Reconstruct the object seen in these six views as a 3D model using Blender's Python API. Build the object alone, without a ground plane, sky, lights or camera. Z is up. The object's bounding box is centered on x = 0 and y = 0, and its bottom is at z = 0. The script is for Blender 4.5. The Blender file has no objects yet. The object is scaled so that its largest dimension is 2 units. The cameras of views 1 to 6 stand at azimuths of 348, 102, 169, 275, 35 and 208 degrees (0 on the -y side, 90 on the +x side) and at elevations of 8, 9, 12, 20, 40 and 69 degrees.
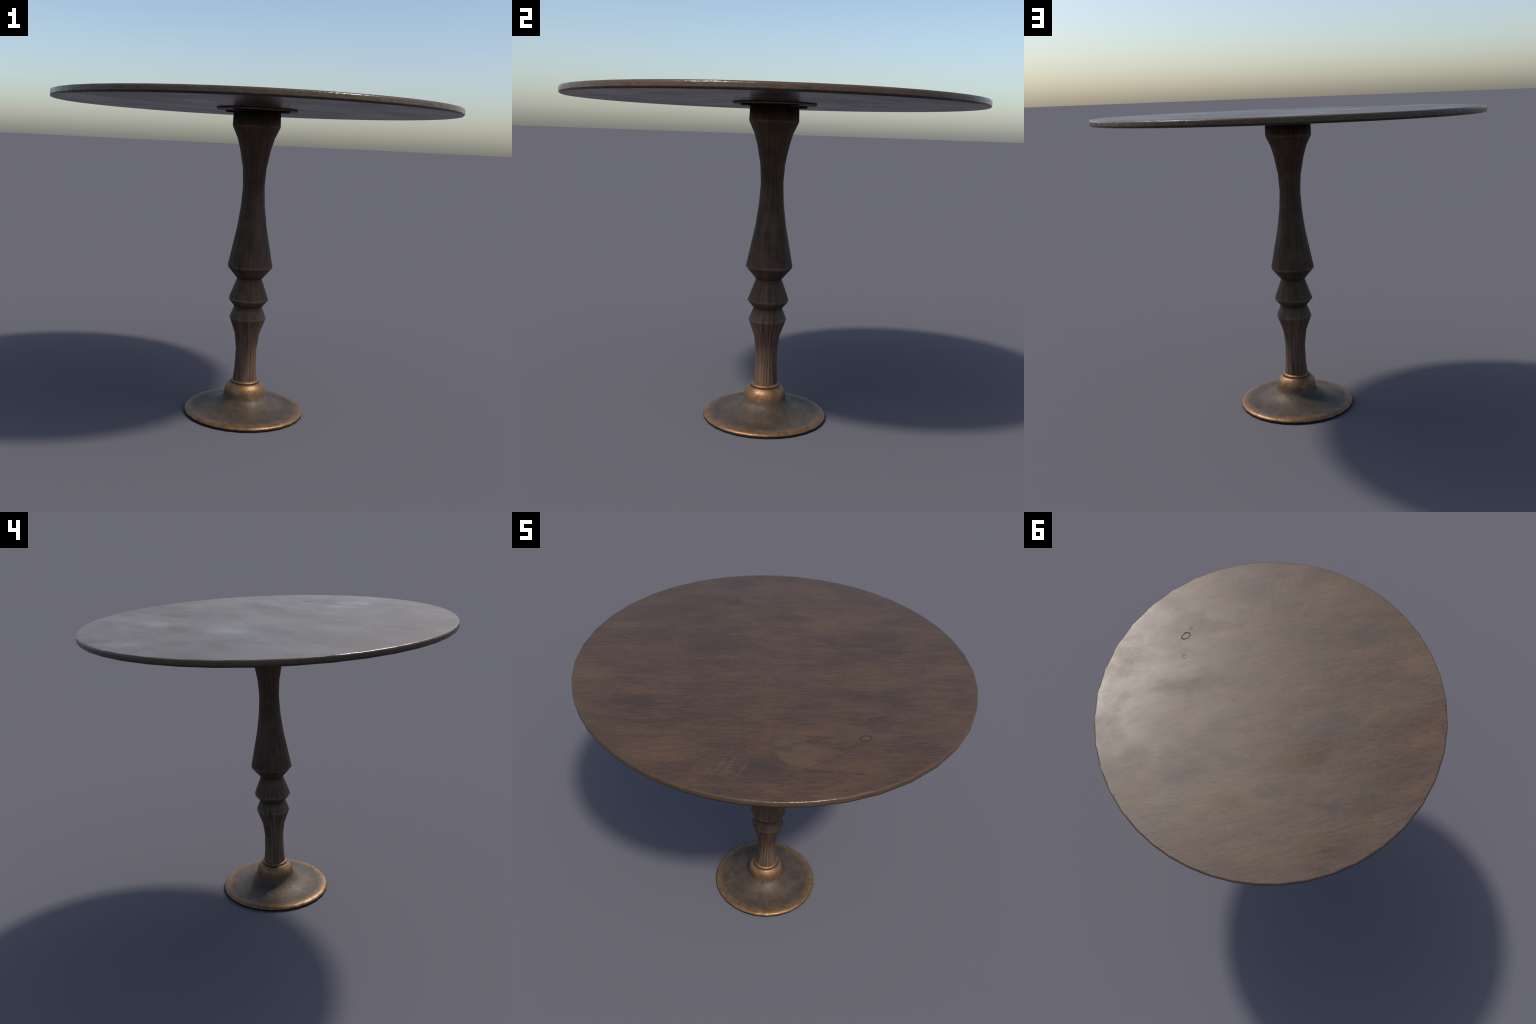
"""A round pedestal table: low faceted wooden disc on a turned wooden column,
bolted through a round mounting plate, standing on a spun bronze foot."""
import bpy
import math
from mathutils import Vector

TAU = 2 * math.pi

# ---------------------------------------------------------------- mesh helpers


def lathe(name, rings, sides, phase, material, normals=None, sharp=(), spread=0.0):
    """Revolve (radius, height) rings about z with a given number of sides.
    normals: per ring (radial, vertical) shading normal; sharp: ring indices kept hard;
    spread: widens the facets near the x axis and narrows those near the y axis."""
    angles = [phase + TAU * i / sides for i in range(sides)]
    angles = [a + spread * math.sin(2 * a) for a in angles]
    verts, faces = [], []
    for r, z in rings:
        for a in angles:
            verts.append((r * math.cos(a), r * math.sin(a), z))
    n = len(rings)
    for k in range(n - 1):
        for i in range(sides):
            j = (i + 1) % sides
            faces.append((k * sides + i, k * sides + j, (k + 1) * sides + j, (k + 1) * sides + i))
    faces.append(tuple(range(sides - 1, -1, -1)))
    faces.append(tuple((n - 1) * sides + i for i in range(sides)))
    me = bpy.data.meshes.new(name)
    me.from_pydata(verts, [], faces)
    me.validate()
    me.update()
    me.polygons.foreach_set("use_smooth", [True] * len(me.polygons))
    hard = set(sharp)
    if hard:
        for e in me.edges:
            a, b = e.vertices
            if a // sides == b // sides and a // sides in hard:
                e.use_edge_sharp = True
    if normals:
        custom = []
        for k, (nr, nz) in enumerate(normals):
            for a in angles:
                custom.append(Vector((nr * math.cos(a), nr * math.sin(a), nz)).normalized())
        me.normals_split_custom_set_from_vertices(custom)
    me.materials.append(material)
    ob = bpy.data.objects.new(name, me)
    bpy.context.scene.collection.objects.link(ob)
    return ob


def soften(profile, corners, size):
    """Replace the named corner points of a profile by two points, a short chamfer."""
    out, chamfer = [], []
    for i, (r, z) in enumerate(profile):
        if i in corners:
            p = Vector((r, z))
            for q in (Vector(profile[i - 1]), Vector(profile[i + 1])):
                s = p + (q - p).normalized() * size
                chamfer.append(len(out))
                out.append((s.x, s.y))
        else:
            out.append((r, z))
    return out, chamfer


def spline(points, per_span):
    """Catmull-Rom through the points, for smooth spun-metal profiles."""
    p = [Vector(q) for q in points]
    p = [2 * p[0] - p[1]] + p + [2 * p[-1] - p[-2]]
    out = []
    for i in range(1, len(p) - 2):
        for s in range(per_span):
            t = s / per_span
            a, b, c, d = p[i - 1:i + 3]
            v = 0.5 * (2 * b + (c - a) * t + (2 * a - 5 * b + 4 * c - d) * t * t + (3 * b - a - 3 * c + d) * t ** 3)
            out.append((v.x, v.y))
    out.append(tuple(p[-2]))
    return out


# ---------------------------------------------------------------- node helpers


class Nodes:
    def __init__(self, name):
        self.mat = bpy.data.materials.new(name)
        self.mat.use_nodes = True
        self.t = self.mat.node_tree
        self.t.nodes.clear()
        self.out = self.t.nodes.new("ShaderNodeOutputMaterial")
        self.bsdf = self.t.nodes.new("ShaderNodeBsdfPrincipled")
        self.t.links.new(self.bsdf.outputs[0], self.out.inputs[0])
        self.co = self.t.nodes.new("ShaderNodeTexCoord").outputs["Object"]

    def put(self, sock, v):
        if isinstance(v, bpy.types.NodeSocket):
            self.t.links.new(v, sock)
        elif v is not None:
            if sock.type == "RGBA" and len(v) == 3:
                v = (*v, 1)
            sock.default_value = v

    def math(self, op, a, b=None, c=None, clamp=False):
        n = self.t.nodes.new("ShaderNodeMath")
        n.operation, n.use_clamp = op, clamp
        for s, v in zip(n.inputs, (a, b, c)):
            self.put(s, v)
        return n.outputs[0]

    def ramp(self, v, lo, hi, a=0.0, b=1.0):
        n = self.t.nodes.new("ShaderNodeMapRange")
        n.interpolation_type = "SMOOTHSTEP"
        for s, x in zip(n.inputs, (v, lo, hi, a, b)):
            self.put(s, x)
        return n.outputs[0]

    def mapping(self, vec, loc=(0, 0, 0), rot=(0, 0, 0), scale=(1, 1, 1), kind="POINT"):
        n = self.t.nodes.new("ShaderNodeMapping")
        n.vector_type = kind
        self.put(n.inputs["Vector"], vec)
        n.inputs["Location"].default_value = loc
        n.inputs["Rotation"].default_value = rot
        n.inputs["Scale"].default_value = scale
        return n.outputs[0]

    def noise(self, vec, scale, detail=4, rough=0.55, distort=0.0):
        n = self.t.nodes.new("ShaderNodeTexNoise")
        self.put(n.inputs["Vector"], vec)
        n.inputs["Scale"].default_value = scale
        n.inputs["Detail"].default_value = detail
        n.inputs["Roughness"].default_value = rough
        n.inputs["Distortion"].default_value = distort
        return n.outputs[0]

    def mix(self, f, a, b, blend="MIX"):
        n = self.t.nodes.new("ShaderNodeMix")
        n.data_type, n.blend_type = "RGBA", blend
        self.put(n.inputs[0], f)
        self.put(n.inputs[6], a)
        self.put(n.inputs[7], b)
        return n.outputs[2]

    def sep(self, vec):
        n = self.t.nodes.new("ShaderNodeSeparateXYZ")
        self.put(n.inputs[0], vec)
        return n.outputs

    def comb(self, x, y, z):
        n = self.t.nodes.new("ShaderNodeCombineXYZ")
        for s, v in zip(n.inputs, (x, y, z)):
            self.put(s, v)
        return n.outputs[0]

    def length(self, vec):
        n = self.t.nodes.new("ShaderNodeVectorMath")
        n.operation = "LENGTH"
        self.put(n.inputs[0], vec)
        return n.outputs["Value"]

    def warp(self, vec, scale, amount, detail=2):
        """Shift a vector by noise, to make outlines irregular."""
        n = self.t.nodes.new("ShaderNodeTexNoise")
        self.put(n.inputs["Vector"], vec)
        n.inputs["Scale"].default_value, n.inputs["Detail"].default_value = scale, detail
        m = self.t.nodes.new("ShaderNodeVectorMath")
        m.operation = "MULTIPLY_ADD"
        self.put(m.inputs[0], n.outputs[1])
        m.inputs[1].default_value = (amount, amount, 0.0)
        s = self.t.nodes.new("ShaderNodeVectorMath")
        s.operation = "ADD"
        s.inputs[1].default_value = (-amount / 2, -amount / 2, 0.0)
        self.put(s.inputs[0], vec)
        self.put(m.inputs[2], s.outputs[0])
        return m.outputs[0]

    def blob(self, vec, x, y, angle, a, b, soft=0.5):
        """Elliptical mask of half-axes a, b on the upper face of the tabletop only."""
        flat = self.mapping(vec, (x, y, 1.6), (0, 0, math.radians(angle)), (a, b, 0.025), "TEXTURE")
        return self.ramp(self.length(flat), 1.0, 1.0 - soft)

    def stroke(self, vec, p, q, width, soft=0.7):
        dx, dy = q[0] - p[0], q[1] - p[1]
        return self.blob(vec, (p[0] + q[0]) / 2, (p[1] + q[1]) / 2, math.degrees(math.atan2(dy, dx)),
                         math.hypot(dx, dy) / 2, width / 2, soft)

    def hoop(self, vec, x, y, angle, a, b, width):
        """Thin elliptical ring mark; width relative to the half-axes."""
        flat = self.mapping(vec, (x, y, 1.6), (0, 0, math.radians(angle)), (a, b, 0.025), "TEXTURE")
        d = self.math("ABSOLUTE", self.math("SUBTRACT", self.length(flat), 1.0))
        return self.ramp(d, width, width * 0.35)

    def total(self, masks):
        v = masks[0]
        for m in masks[1:]:
            v = self.math("MAXIMUM", v, m)
        return v

    def bump(self, height, dist, strength=1.0, base=None):
        n = self.t.nodes.new("ShaderNodeBump")
        n.inputs["Strength"].default_value = strength
        n.inputs["Distance"].default_value = dist
        self.put(n.inputs["Height"], height)
        self.put(n.inputs["Normal"], base)
        return n.outputs[0]

    def finish(self, color, rough, normal=None, metallic=0.0, spec=0.5):
        b = self.bsdf.inputs
        self.put(b["Base Color"], color)
        self.put(b["Roughness"], rough)
        self.put(b["Metallic"], metallic)
        self.put(b["Specular IOR Level"], spec)
        self.put(b["Normal"], normal)
        return self.mat


# ---------------------------------------------------------------- materials

GRAIN_ANGLE = 39.0


def tabletop_material():
    m = Nodes("stained_tabletop_wood")
    g = m.mapping(m.co, rot=(0, 0, math.radians(-GRAIN_ANGLE)))
    along = m.mapping(g, scale=(1.0, 3.0, 3.0))
    fine = m.mapping(g, scale=(1.0, 7.0, 7.0))
    patches = m.noise(along, 3.4, 9, 0.68, 0.5)
    streaks = m.noise(fine, 9.0, 8, 0.70, 0.5)
    fibre = m.noise(m.mapping(g, scale=(1.0, 5.5, 5.5)), 38.0, 6, 0.72, 0.5)
    cloud = m.noise(m.mapping(m.co, loc=(3.1, 1.7, 0.4)), 2.2, 4, 0.55)
    shake = m.warp(m.warp(m.co, 5.0, 0.12, 3), 18.0, 0.04, 3)
    dim = [m.blob(shake, x, y, GRAIN_ANGLE, a, b, 1.0) for x, y, a, b in (
        (-0.205, 0.452, 0.15, 0.06), (-0.342, -0.06, 0.26, 0.09), (-0.317, -0.685, 0.20, 0.10), (0.289, 0.539, 0.22, 0.12),
        (0.62, 0.10, 0.14, 0.12), (0.383, 0.518, 0.13, 0.12), (0.47, 0.042, 0.16, 0.07), (0.62, -0.10, 0.15, 0.06), (-0.77, 0.137, 0.20, 0.07))]
    lit = [m.blob(shake, x, y, GRAIN_ANGLE, a, b, 1.0) for x, y, a, b in (
        (-0.30, 0.18, 0.16, 0.07), (0.053, 0.066, 0.16, 0.08), (0.717, 0.53, 0.26, 0.14), (0.005, -0.838, 0.24, 0.13),
        (0.43, -0.359, 0.16, 0.06), (-0.855, -0.201, 0.15, 0.09), (-0.667, -0.639, 0.20, 0.10), (0.032, 0.55, 0.26, 0.16))]
    tone = m.math("ADD", m.math("MULTIPLY", patches, 0.36), m.math("MULTIPLY", streaks, 0.30))
    tone = m.math("ADD", tone, m.math("MULTIPLY", fibre, 0.40))
    tone = m.math("ADD", tone, m.math("MULTIPLY", m.math("SUBTRACT", cloud, 0.5), 0.16))
    tone = m.math("ADD", tone, m.math("MULTIPLY", m.math("SUBTRACT", m.total(lit), m.total(dim)), 0.085))
    col = m.mix(m.ramp(tone, 0.39, 0.67), (0.0460, 0.0270, 0.0172), (0.0960, 0.0540, 0.0275))
    # dark grain pores
    pores = m.noise(m.mapping(g, scale=(1.0, 12.0, 12.0)), 14.0, 4, 0.7)
    col = m.mix(m.math("MULTIPLY", m.ramp(pores, 0.46, 0.32), 0.6), col, (0.030, 0.020, 0.014))
    # long thin dark grain lines
    lines = m.noise(m.mapping(g, loc=(2.0, 0.7, 0), scale=(2.2, 75.0, 1.0)), 1.0, 4, 0.6, 0.6)
    col = m.mix(m.math("MULTIPLY", m.ramp(lines, 0.42, 0.28), 0.5), col, (0.032, 0.020, 0.014))
    # dark smudge, pale worn spill and three pale scuffs
    smudge = m.total([m.blob(shake, -0.56, 0.375, GRAIN_ANGLE, 0.11, 0.055, 0.9),
                      m.blob(shake, -0.47, 0.40, GRAIN_ANGLE, 0.09, 0.03, 0.9),
                      m.blob(shake, 0.42, -0.66, GRAIN_ANGLE, 0.19, 0.10, 1.0)])
    col = m.mix(m.math("MULTIPLY", smudge, 0.65), col, (0.032, 0.023, 0.017))
    spill_co = m.warp(m.warp(m.co, 9.0, 0.11, 3), 30.0, 0.025, 3)
    spill = m.total([m.blob(spill_co, 0.485, -0.54, 12, 0.095, 0.045, 0.12),
                     m.blob(spill_co, 0.53, -0.45, 40, 0.15, 0.07, 0.5),
                     m.blob(spill_co, 0.42, -0.44, 50, 0.10, 0.03, 0.4)])
    col = m.mix(m.math("MULTIPLY", m.math("MULTIPLY", spill, m.ramp(streaks, 0.25, 0.60, 0.4, 1.0)), 0.55), col, (0.104, 0.067, 0.035))
    scuff_co = m.warp(m.co, 16.0, 0.010)
    scuffs = m.total([m.stroke(scuff_co, p, q, w) for p, q, w in (
        ((0.380, -0.850), (0.342, -0.640), 0.018), ((0.320, -0.845), (0.280, -0.650), 0.022), ((0.283, -0.850), (0.243, -0.655), 0.016),
        ((0.340, -0.850), (0.312, -0.720), 0.012), ((0.262, -0.900), (0.240, -0.780), 0.012))])
    col = m.mix(m.math("MULTIPLY", m.math("MULTIPLY", scuffs, m.ramp(fibre, 0.3, 0.6, 0.3, 1.0)), 0.36), col, (0.120, 0.080, 0.044))
    # ring marks burnt into the varnish
    ring_co = m.warp(m.co, 24.0, 0.022, 1)
    tiny_co = m.warp(m.co, 45.0, 0.005)
    rings = m.total([m.hoop(ring_co, 0.656, -0.227, 75, 0.026, 0.0195, 0.24),
                     m.math("MULTIPLY", m.hoop(tiny_co, 0.600, -0.099, 0, 0.0115, 0.0115, 0.26), 0.6)])
    col = m.mix(m.math("MULTIPLY", rings, 0.8), col, (0.016, 0.013, 0.012))
    faint = m.total([m.hoop(tiny_co, 0.668, -0.290, 0, 0.015, 0.013, 0.14), m.hoop(tiny_co, 0.650, -0.300, 0, 0.012, 0.012, 0.14),
                     m.hoop(tiny_co, 0.661, -0.440, 0, 0.016, 0.014, 0.14), m.hoop(tiny_co, 0.630, -0.415, 0, 0.018, 0.014, 0.12),
                     m.hoop(tiny_co, 0.668, -0.153, 0, 0.014, 0.013, 0.14), m.hoop(tiny_co, 0.690, -0.140, 0, 0.010, 0.010, 0.14),
                     m.hoop(tiny_co, 0.715, -0.215, 0, 0.018, 0.016, 0.12)])
    col = m.mix(m.math("MULTIPLY", faint, 0.25), col, (0.016, 0.013, 0.012))
    # edge: warmer, rubbed
    x, y, z = m.sep(m.co)
    radius = m.length(m.comb(x, y, 0.0))
    edge_noise = m.noise(m.co, 14.0, 4, 0.6)
    edge = m.ramp(m.math("ADD", radius, m.math("MULTIPLY", m.math("SUBTRACT", edge_noise, 0.5), 0.008)), 0.9905, 0.9975)
    worn = m.mix(edge_noise, (0.050, 0.031, 0.017), (0.094, 0.057, 0.028))
    col = m.mix(m.math("MULTIPLY", edge, 0.65), col, worn)
    low = m.ramp(z, 1.5795, 1.5745)  # shading of the edge's down-turned lower third, baked into its colour
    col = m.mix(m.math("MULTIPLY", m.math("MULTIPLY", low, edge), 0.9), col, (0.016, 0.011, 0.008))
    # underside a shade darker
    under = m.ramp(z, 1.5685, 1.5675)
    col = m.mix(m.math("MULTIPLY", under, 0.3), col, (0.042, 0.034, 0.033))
    # roughness: varnish rubbed unevenly
    gloss = m.noise(m.mapping(g, loc=(5, 2, 0), scale=(1, 1.6, 1)), 2.3, 5, 0.6, 0.3)
    rough = m.ramp(gloss, 0.30, 0.70, 0.335, 0.455)
    rough = m.math("ADD", rough, m.math("MULTIPLY", m.math("SUBTRACT", fibre, 0.5), 0.14))
    rough = m.math("ADD", rough, m.math("MULTIPLY", m.total(dim), 0.042))
    polish = [m.blob(shake, x, y, ang, a, b, 1.0) for x, y, ang, a, b in (
        (-0.037, 0.579, 30, 0.22, 0.10), (-0.31, 0.18, 30, 0.20, 0.12), (-0.59, 0.69, 60, 0.16, 0.10), (0.42, -0.38, 40, 0.14, 0.07))]
    rough = m.math("SUBTRACT", rough, m.math("MULTIPLY", m.total(polish), 0.07))
    rough = m.math("SUBTRACT", rough, m.math("MULTIPLY", spill, 0.05))
    rough = m.math("ADD", rough, m.math("MULTIPLY", rings, 0.25))
    rough = m.math("SUBTRACT", rough, m.math("MULTIPLY", edge, 0.17))
    rough = m.math("SUBTRACT", rough, m.math("MULTIPLY", under, 0.12))
    # nicks and dents
    nicks = m.total([m.blob(m.co, x, y, ang, length / 2, 0.0028, 0.7) for x, y, ang, length in (
        (0.213, 0.037, 119, 0.036), (0.317, 0.427, 112, 0.024), (0.553, 0.812, 29, 0.030), (0.226, 0.950, 74, 0.034),
        (0.172, 0.962, 54, 0.034), (-0.244, -0.470, 54, 0.046), (-0.288, 0.187, 54, 0.034), (0.650, -0.284, 74, 0.030))])
    dents = m.math("MULTIPLY", m.noise(m.co, 26.0, 3, 0.5), edge)
    h = m.math("ADD", m.math("MULTIPLY", pores, 0.10), m.math("MULTIPLY", fibre, 0.07))
    h = m.math("SUBTRACT", h, m.math("MULTIPLY", nicks, 0.5))
    h = m.math("ADD", h, m.math("MULTIPLY", dents, 1.7))
    h = m.math("SUBTRACT", h, m.math("MULTIPLY", m.total([rings, m.math("MULTIPLY", faint, 0.3)]), 0.25))
    return m.finish(col, rough, m.bump(h, 0.0022, 0.8), spec=0.42)


WORN_RINGS = (1.4795, 0.7720, 0.6013, 0.5038)   # arrises of the turned column
DEEP_RINGS = (0.7091, 0.5625)                   # grooves between its beads
SEAM = math.radians(57.9)


def column_material():
    m = Nodes("dark_turned_wood")
    x, y, z = m.sep(m.mapping(m.co, rot=(0, 0, -SEAM + math.pi)))
    theta = m.math("ARCTAN2", y, x)
    wrap = m.comb(m.math("MULTIPLY", theta, 0.075), 0.0, z)   # unrolled, in metres
    fibres = m.noise(m.mapping(wrap, scale=(85.0, 1, 3.6)), 1.0, 7, 0.62, 0.15)
    fine = m.noise(m.mapping(wrap, scale=(260.0, 1, 9.0)), 1.0, 5, 0.7, 0.15)
    mottle = m.noise(m.co, 11.0, 5, 0.62)
    tone = m.math("ADD", m.math("MULTIPLY", fibres, 0.5), m.math("ADD", m.math("MULTIPLY", fine, 0.14), m.math("MULTIPLY", mottle, 0.36)))
    col = m.mix(m.ramp(tone, 0.33, 0.70), (0.0290, 0.0180, 0.0120), (0.097, 0.056, 0.035))
    # paler fibres towards the foot
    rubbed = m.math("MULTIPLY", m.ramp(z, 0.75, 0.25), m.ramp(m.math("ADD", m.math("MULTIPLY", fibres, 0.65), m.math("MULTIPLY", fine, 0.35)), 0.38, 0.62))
    col = m.mix(m.math("MULTIPLY", rubbed, 0.8), col, (0.170, 0.106, 0.072))
    # worn arrises and dark grooves
    jitter = m.math("MULTIPLY", m.math("SUBTRACT", m.noise(m.co, 30.0, 3, 0.6), 0.5), 0.010)
    zz = m.math("ADD", z, jitter)
    lines = [m.ramp(m.math("ABSOLUTE", m.math("SUBTRACT", zz, h)), 0.009, 0.001) for h in WORN_RINGS]
    wear = m.math("MULTIPLY", m.total(lines), m.ramp(mottle, 0.30, 0.62))
    col = m.mix(m.math("MULTIPLY", wear, 0.7), col, (0.165, 0.100, 0.060))
    dark_bands = m.total([m.ramp(m.math("ABSOLUTE", m.math("SUBTRACT", zz, h)), 0.022, 0.002) for h in DEEP_RINGS])
    dark_bands = m.math("MAXIMUM", dark_bands, m.ramp(z, 1.47, 1.55))  # darker column top, just below the mounting plate
    col = m.mix(m.math("MULTIPLY", dark_bands, 0.6), col, (0.016, 0.011, 0.009))
    rough = m.ramp(fibres, 0.3, 0.7, 0.64, 0.50)
    h = m.math("ADD", m.math("MULTIPLY", fibres, 0.6), m.math("MULTIPLY", fine, 0.4))
    return m.finish(col, rough, m.bump(h, 0.003, 0.8), spec=0.17)


def bronze_material():
    m = Nodes("aged_bronze")
    x, y, z = m.sep(m.co)
    radius = m.length(m.comb(x, y, 0.0))
    ragged = m.noise(m.co, 26.0, 5, 0.65)
    mottle = m.noise(m.co, 70.0, 5, 0.7)
    offset = m.math("MULTIPLY", m.math("SUBTRACT", ragged, 0.5), 0.026)
    rr = m.math("ADD", radius, offset)
    zz = m.math("ADD", z, m.math("MULTIPLY", offset, 0.6))
    rim = m.ramp(rr, 0.252, 0.310)
    bulb = m.math("MULTIPLY", m.ramp(zz, 0.080, 0.126), m.ramp(z, 0.190, 0.164))
    polished = m.math("MAXIMUM", rim, bulb)
    patina = m.mix(m.ramp(m.noise(m.co, 18.0, 5, 0.65, 0.8), 0.32, 0.68), (0.054, 0.0385, 0.0265), (0.085, 0.061, 0.041))
    bronze = m.mix(m.ramp(ragged, 0.35, 0.65), (0.180, 0.092, 0.040), (0.250, 0.146, 0.074))
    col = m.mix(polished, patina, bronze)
    groove = m.ramp(m.math("ABSOLUTE", m.math("SUBTRACT", z, 0.1605)), 0.0055, 0.001)
    col = m.mix(m.math("MULTIPLY", groove, 0.7), col, (0.050, 0.038, 0.030))
    floor = m.ramp(m.math("ADD", z, m.math("MULTIPLY", offset, 0.06)), 0.0120, 0.0080)  # near-black band drawn as contact shadow around the rim's under-edge
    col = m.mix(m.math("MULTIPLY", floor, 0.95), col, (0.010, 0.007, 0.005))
    rough = m.math("SUBTRACT", m.ramp(mottle, 0.3, 0.7, 0.46, 0.60), m.math("MULTIPLY", polished, 0.10))
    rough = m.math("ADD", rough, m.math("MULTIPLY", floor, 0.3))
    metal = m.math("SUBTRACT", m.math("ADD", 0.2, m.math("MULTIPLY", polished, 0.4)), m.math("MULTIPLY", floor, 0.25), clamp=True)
    # fine brushed scratches and small dings
    ang = m.math("ARCTAN2", y, x)
    brush = m.noise(m.comb(m.math("MULTIPLY", ang, 12.0), m.math("MULTIPLY", radius, 60.0), m.math("MULTIPLY", z, 40.0)), 1.6, 4, 0.6, 1.5)
    h = m.math("ADD", m.math("MULTIPLY", brush, 0.30), m.math("MULTIPLY", ragged, 0.6))
    return m.finish(col, rough, m.bump(h, 0.0035, 0.8), metallic=metal, spec=0.25)


def plate_material():
    m = Nodes("rusty_plate_metal")
    x, y, z = m.sep(m.co)
    radius = m.length(m.comb(x, y, 0.0))
    n = m.noise(m.co, 30.0, 4, 0.6)
    edge = m.math("MULTIPLY", m.ramp(radius, 0.1975, 0.2015), m.ramp(n, 0.3, 0.6, 0.5, 1.0))
    lower = m.ramp(z, 1.566, 1.562)
    col = m.mix(m.math("MULTIPLY", edge, lower), m.mix(n, (0.030, 0.026, 0.026), (0.055, 0.046, 0.043)), (0.20, 0.095, 0.045))
    return m.finish(col, m.ramp(n, 0.3, 0.7, 0.4, 0.6), m.bump(n, 0.001, 0.5), metallic=0.6)


def bolt_material():
    m = Nodes("blackened_bolt_steel")
    n = m.noise(m.co, 60.0, 4, 0.6)
    col = m.mix(n, (0.018, 0.018, 0.021), (0.040, 0.040, 0.045))
    return m.finish(col, m.ramp(n, 0.3, 0.7, 0.35, 0.5), m.bump(n, 0.0006, 0.5), metallic=0.7)


# ---------------------------------------------------------------- the table

table = bpy.data.objects.new("pedestal_table", None)
bpy.context.scene.collection.objects.link(table)
table["label"] = "round dark wooden pedestal table on a bronze foot"
table["category"] = "pedestal table"

# tabletop: forty-four-sided disc with a rounded edge
TOP, UNDER = 1.600, 1.567
edge_rings = [  # radius, height, shading normal (radial, vertical)
    (0.300, UNDER, 0, -1), (0.990, UNDER, 0, -1), (0.9945, UNDER + 0.0003, 0.5, -0.87), (0.9988, UNDER + 0.003, 0.86, -0.5),
    (1.0, UNDER + 0.0095, 1, 0), (1.0, TOP - 0.011, 1, 0),
    (0.9985, TOP - 0.0045, 0.86, 0.5), (0.9945, TOP - 0.0006, 0.5, 0.87), (0.9905, TOP, 0, 1), (0.300, TOP, 0, 1)]
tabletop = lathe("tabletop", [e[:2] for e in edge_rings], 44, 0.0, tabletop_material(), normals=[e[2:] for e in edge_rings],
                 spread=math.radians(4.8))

# mounting plate and its four bolts
PLATE_LOW = 1.557
plate = lathe("mounting_plate", [(0.2005, PLATE_LOW), (0.2025, PLATE_LOW + 0.003), (0.2035, UNDER - 0.0005)], 36, 0.0, plate_material(), sharp=(0,))
bolt_steel = bolt_material()
first = lathe("bolt", [(0.0215, -0.0105), (0.0242, -0.008), (0.0245, 0.0)], 16, 0.0, bolt_steel, sharp=(0,))
bolts = [first]
for k in range(1, 4):
    b = first.copy()
    bpy.context.scene.collection.objects.link(b)
    bolts.append(b)
for k, b in enumerate(bolts):
    a = math.radians(45 + 90 * k)
    b.location = (0.163 * math.cos(a), 0.163 * math.sin(a), PLATE_LOW - 0.0002)
    b.rotation_euler = (0, 0, 1.3 * k)
    b.parent = plate

# turned column: fourteen-sided
column_profile = [
    (0.0630, 0.1700), (0.0629, 0.1760), (0.0570, 0.2380), (0.0545, 0.3350), (0.0646, 0.4185),
    (0.0952, 0.5038), (0.0720, 0.5625), (0.1038, 0.6013), (0.0642, 0.7091), (0.1169, 0.7715),
    (0.0755, 0.9790), (0.0612, 1.0860), (0.0555, 1.1835), (0.0607, 1.2726), (0.0788, 1.3670),
    (0.0951, 1.4233), (0.1216, 1.4795), (0.1195, 1.5568)]
rings, chamfered = soften(column_profile, {5, 7, 9, 16}, 0.0022)
grooves = [i for i, p in enumerate(rings) if p in (column_profile[6], column_profile[8])]
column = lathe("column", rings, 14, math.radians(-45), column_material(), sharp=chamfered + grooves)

# bronze foot: spun disc rising into a bulb, and a collar gripping the column
foot_profile = spline([
    (0.3110, 0.0000), (0.3118, 0.0040), (0.3116, 0.0095), (0.3090, 0.0150), (0.3020, 0.0200), (0.2880, 0.0236), (0.2600, 0.0255),
    (0.2250, 0.0280), (0.1900, 0.0340), (0.1600, 0.0440), (0.1380, 0.0560), (0.1210, 0.0700), (0.1105, 0.0830),
    (0.1065, 0.0950), (0.1045, 0.1080), (0.1025, 0.1220), (0.0975, 0.1370), (0.0870, 0.1510), (0.0785, 0.1585)], 3)
foot_profile += [(0.0755, 0.1602), (0.0735, 0.1600), (0.0600, 0.1590)]
bronze = bronze_material()
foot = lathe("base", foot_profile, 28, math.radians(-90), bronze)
collar_profile = spline([(0.0705, 0.1595), (0.0724, 0.1622), (0.0724, 0.1652), (0.0708, 0.1688), (0.0672, 0.1716), (0.0640, 0.1736), (0.0600, 0.1750)], 3)
collar = lathe("collar", collar_profile, 28, math.radians(-90), bronze)
collar.parent = foot

for part in (tabletop, plate, column, foot):
    part.parent = table
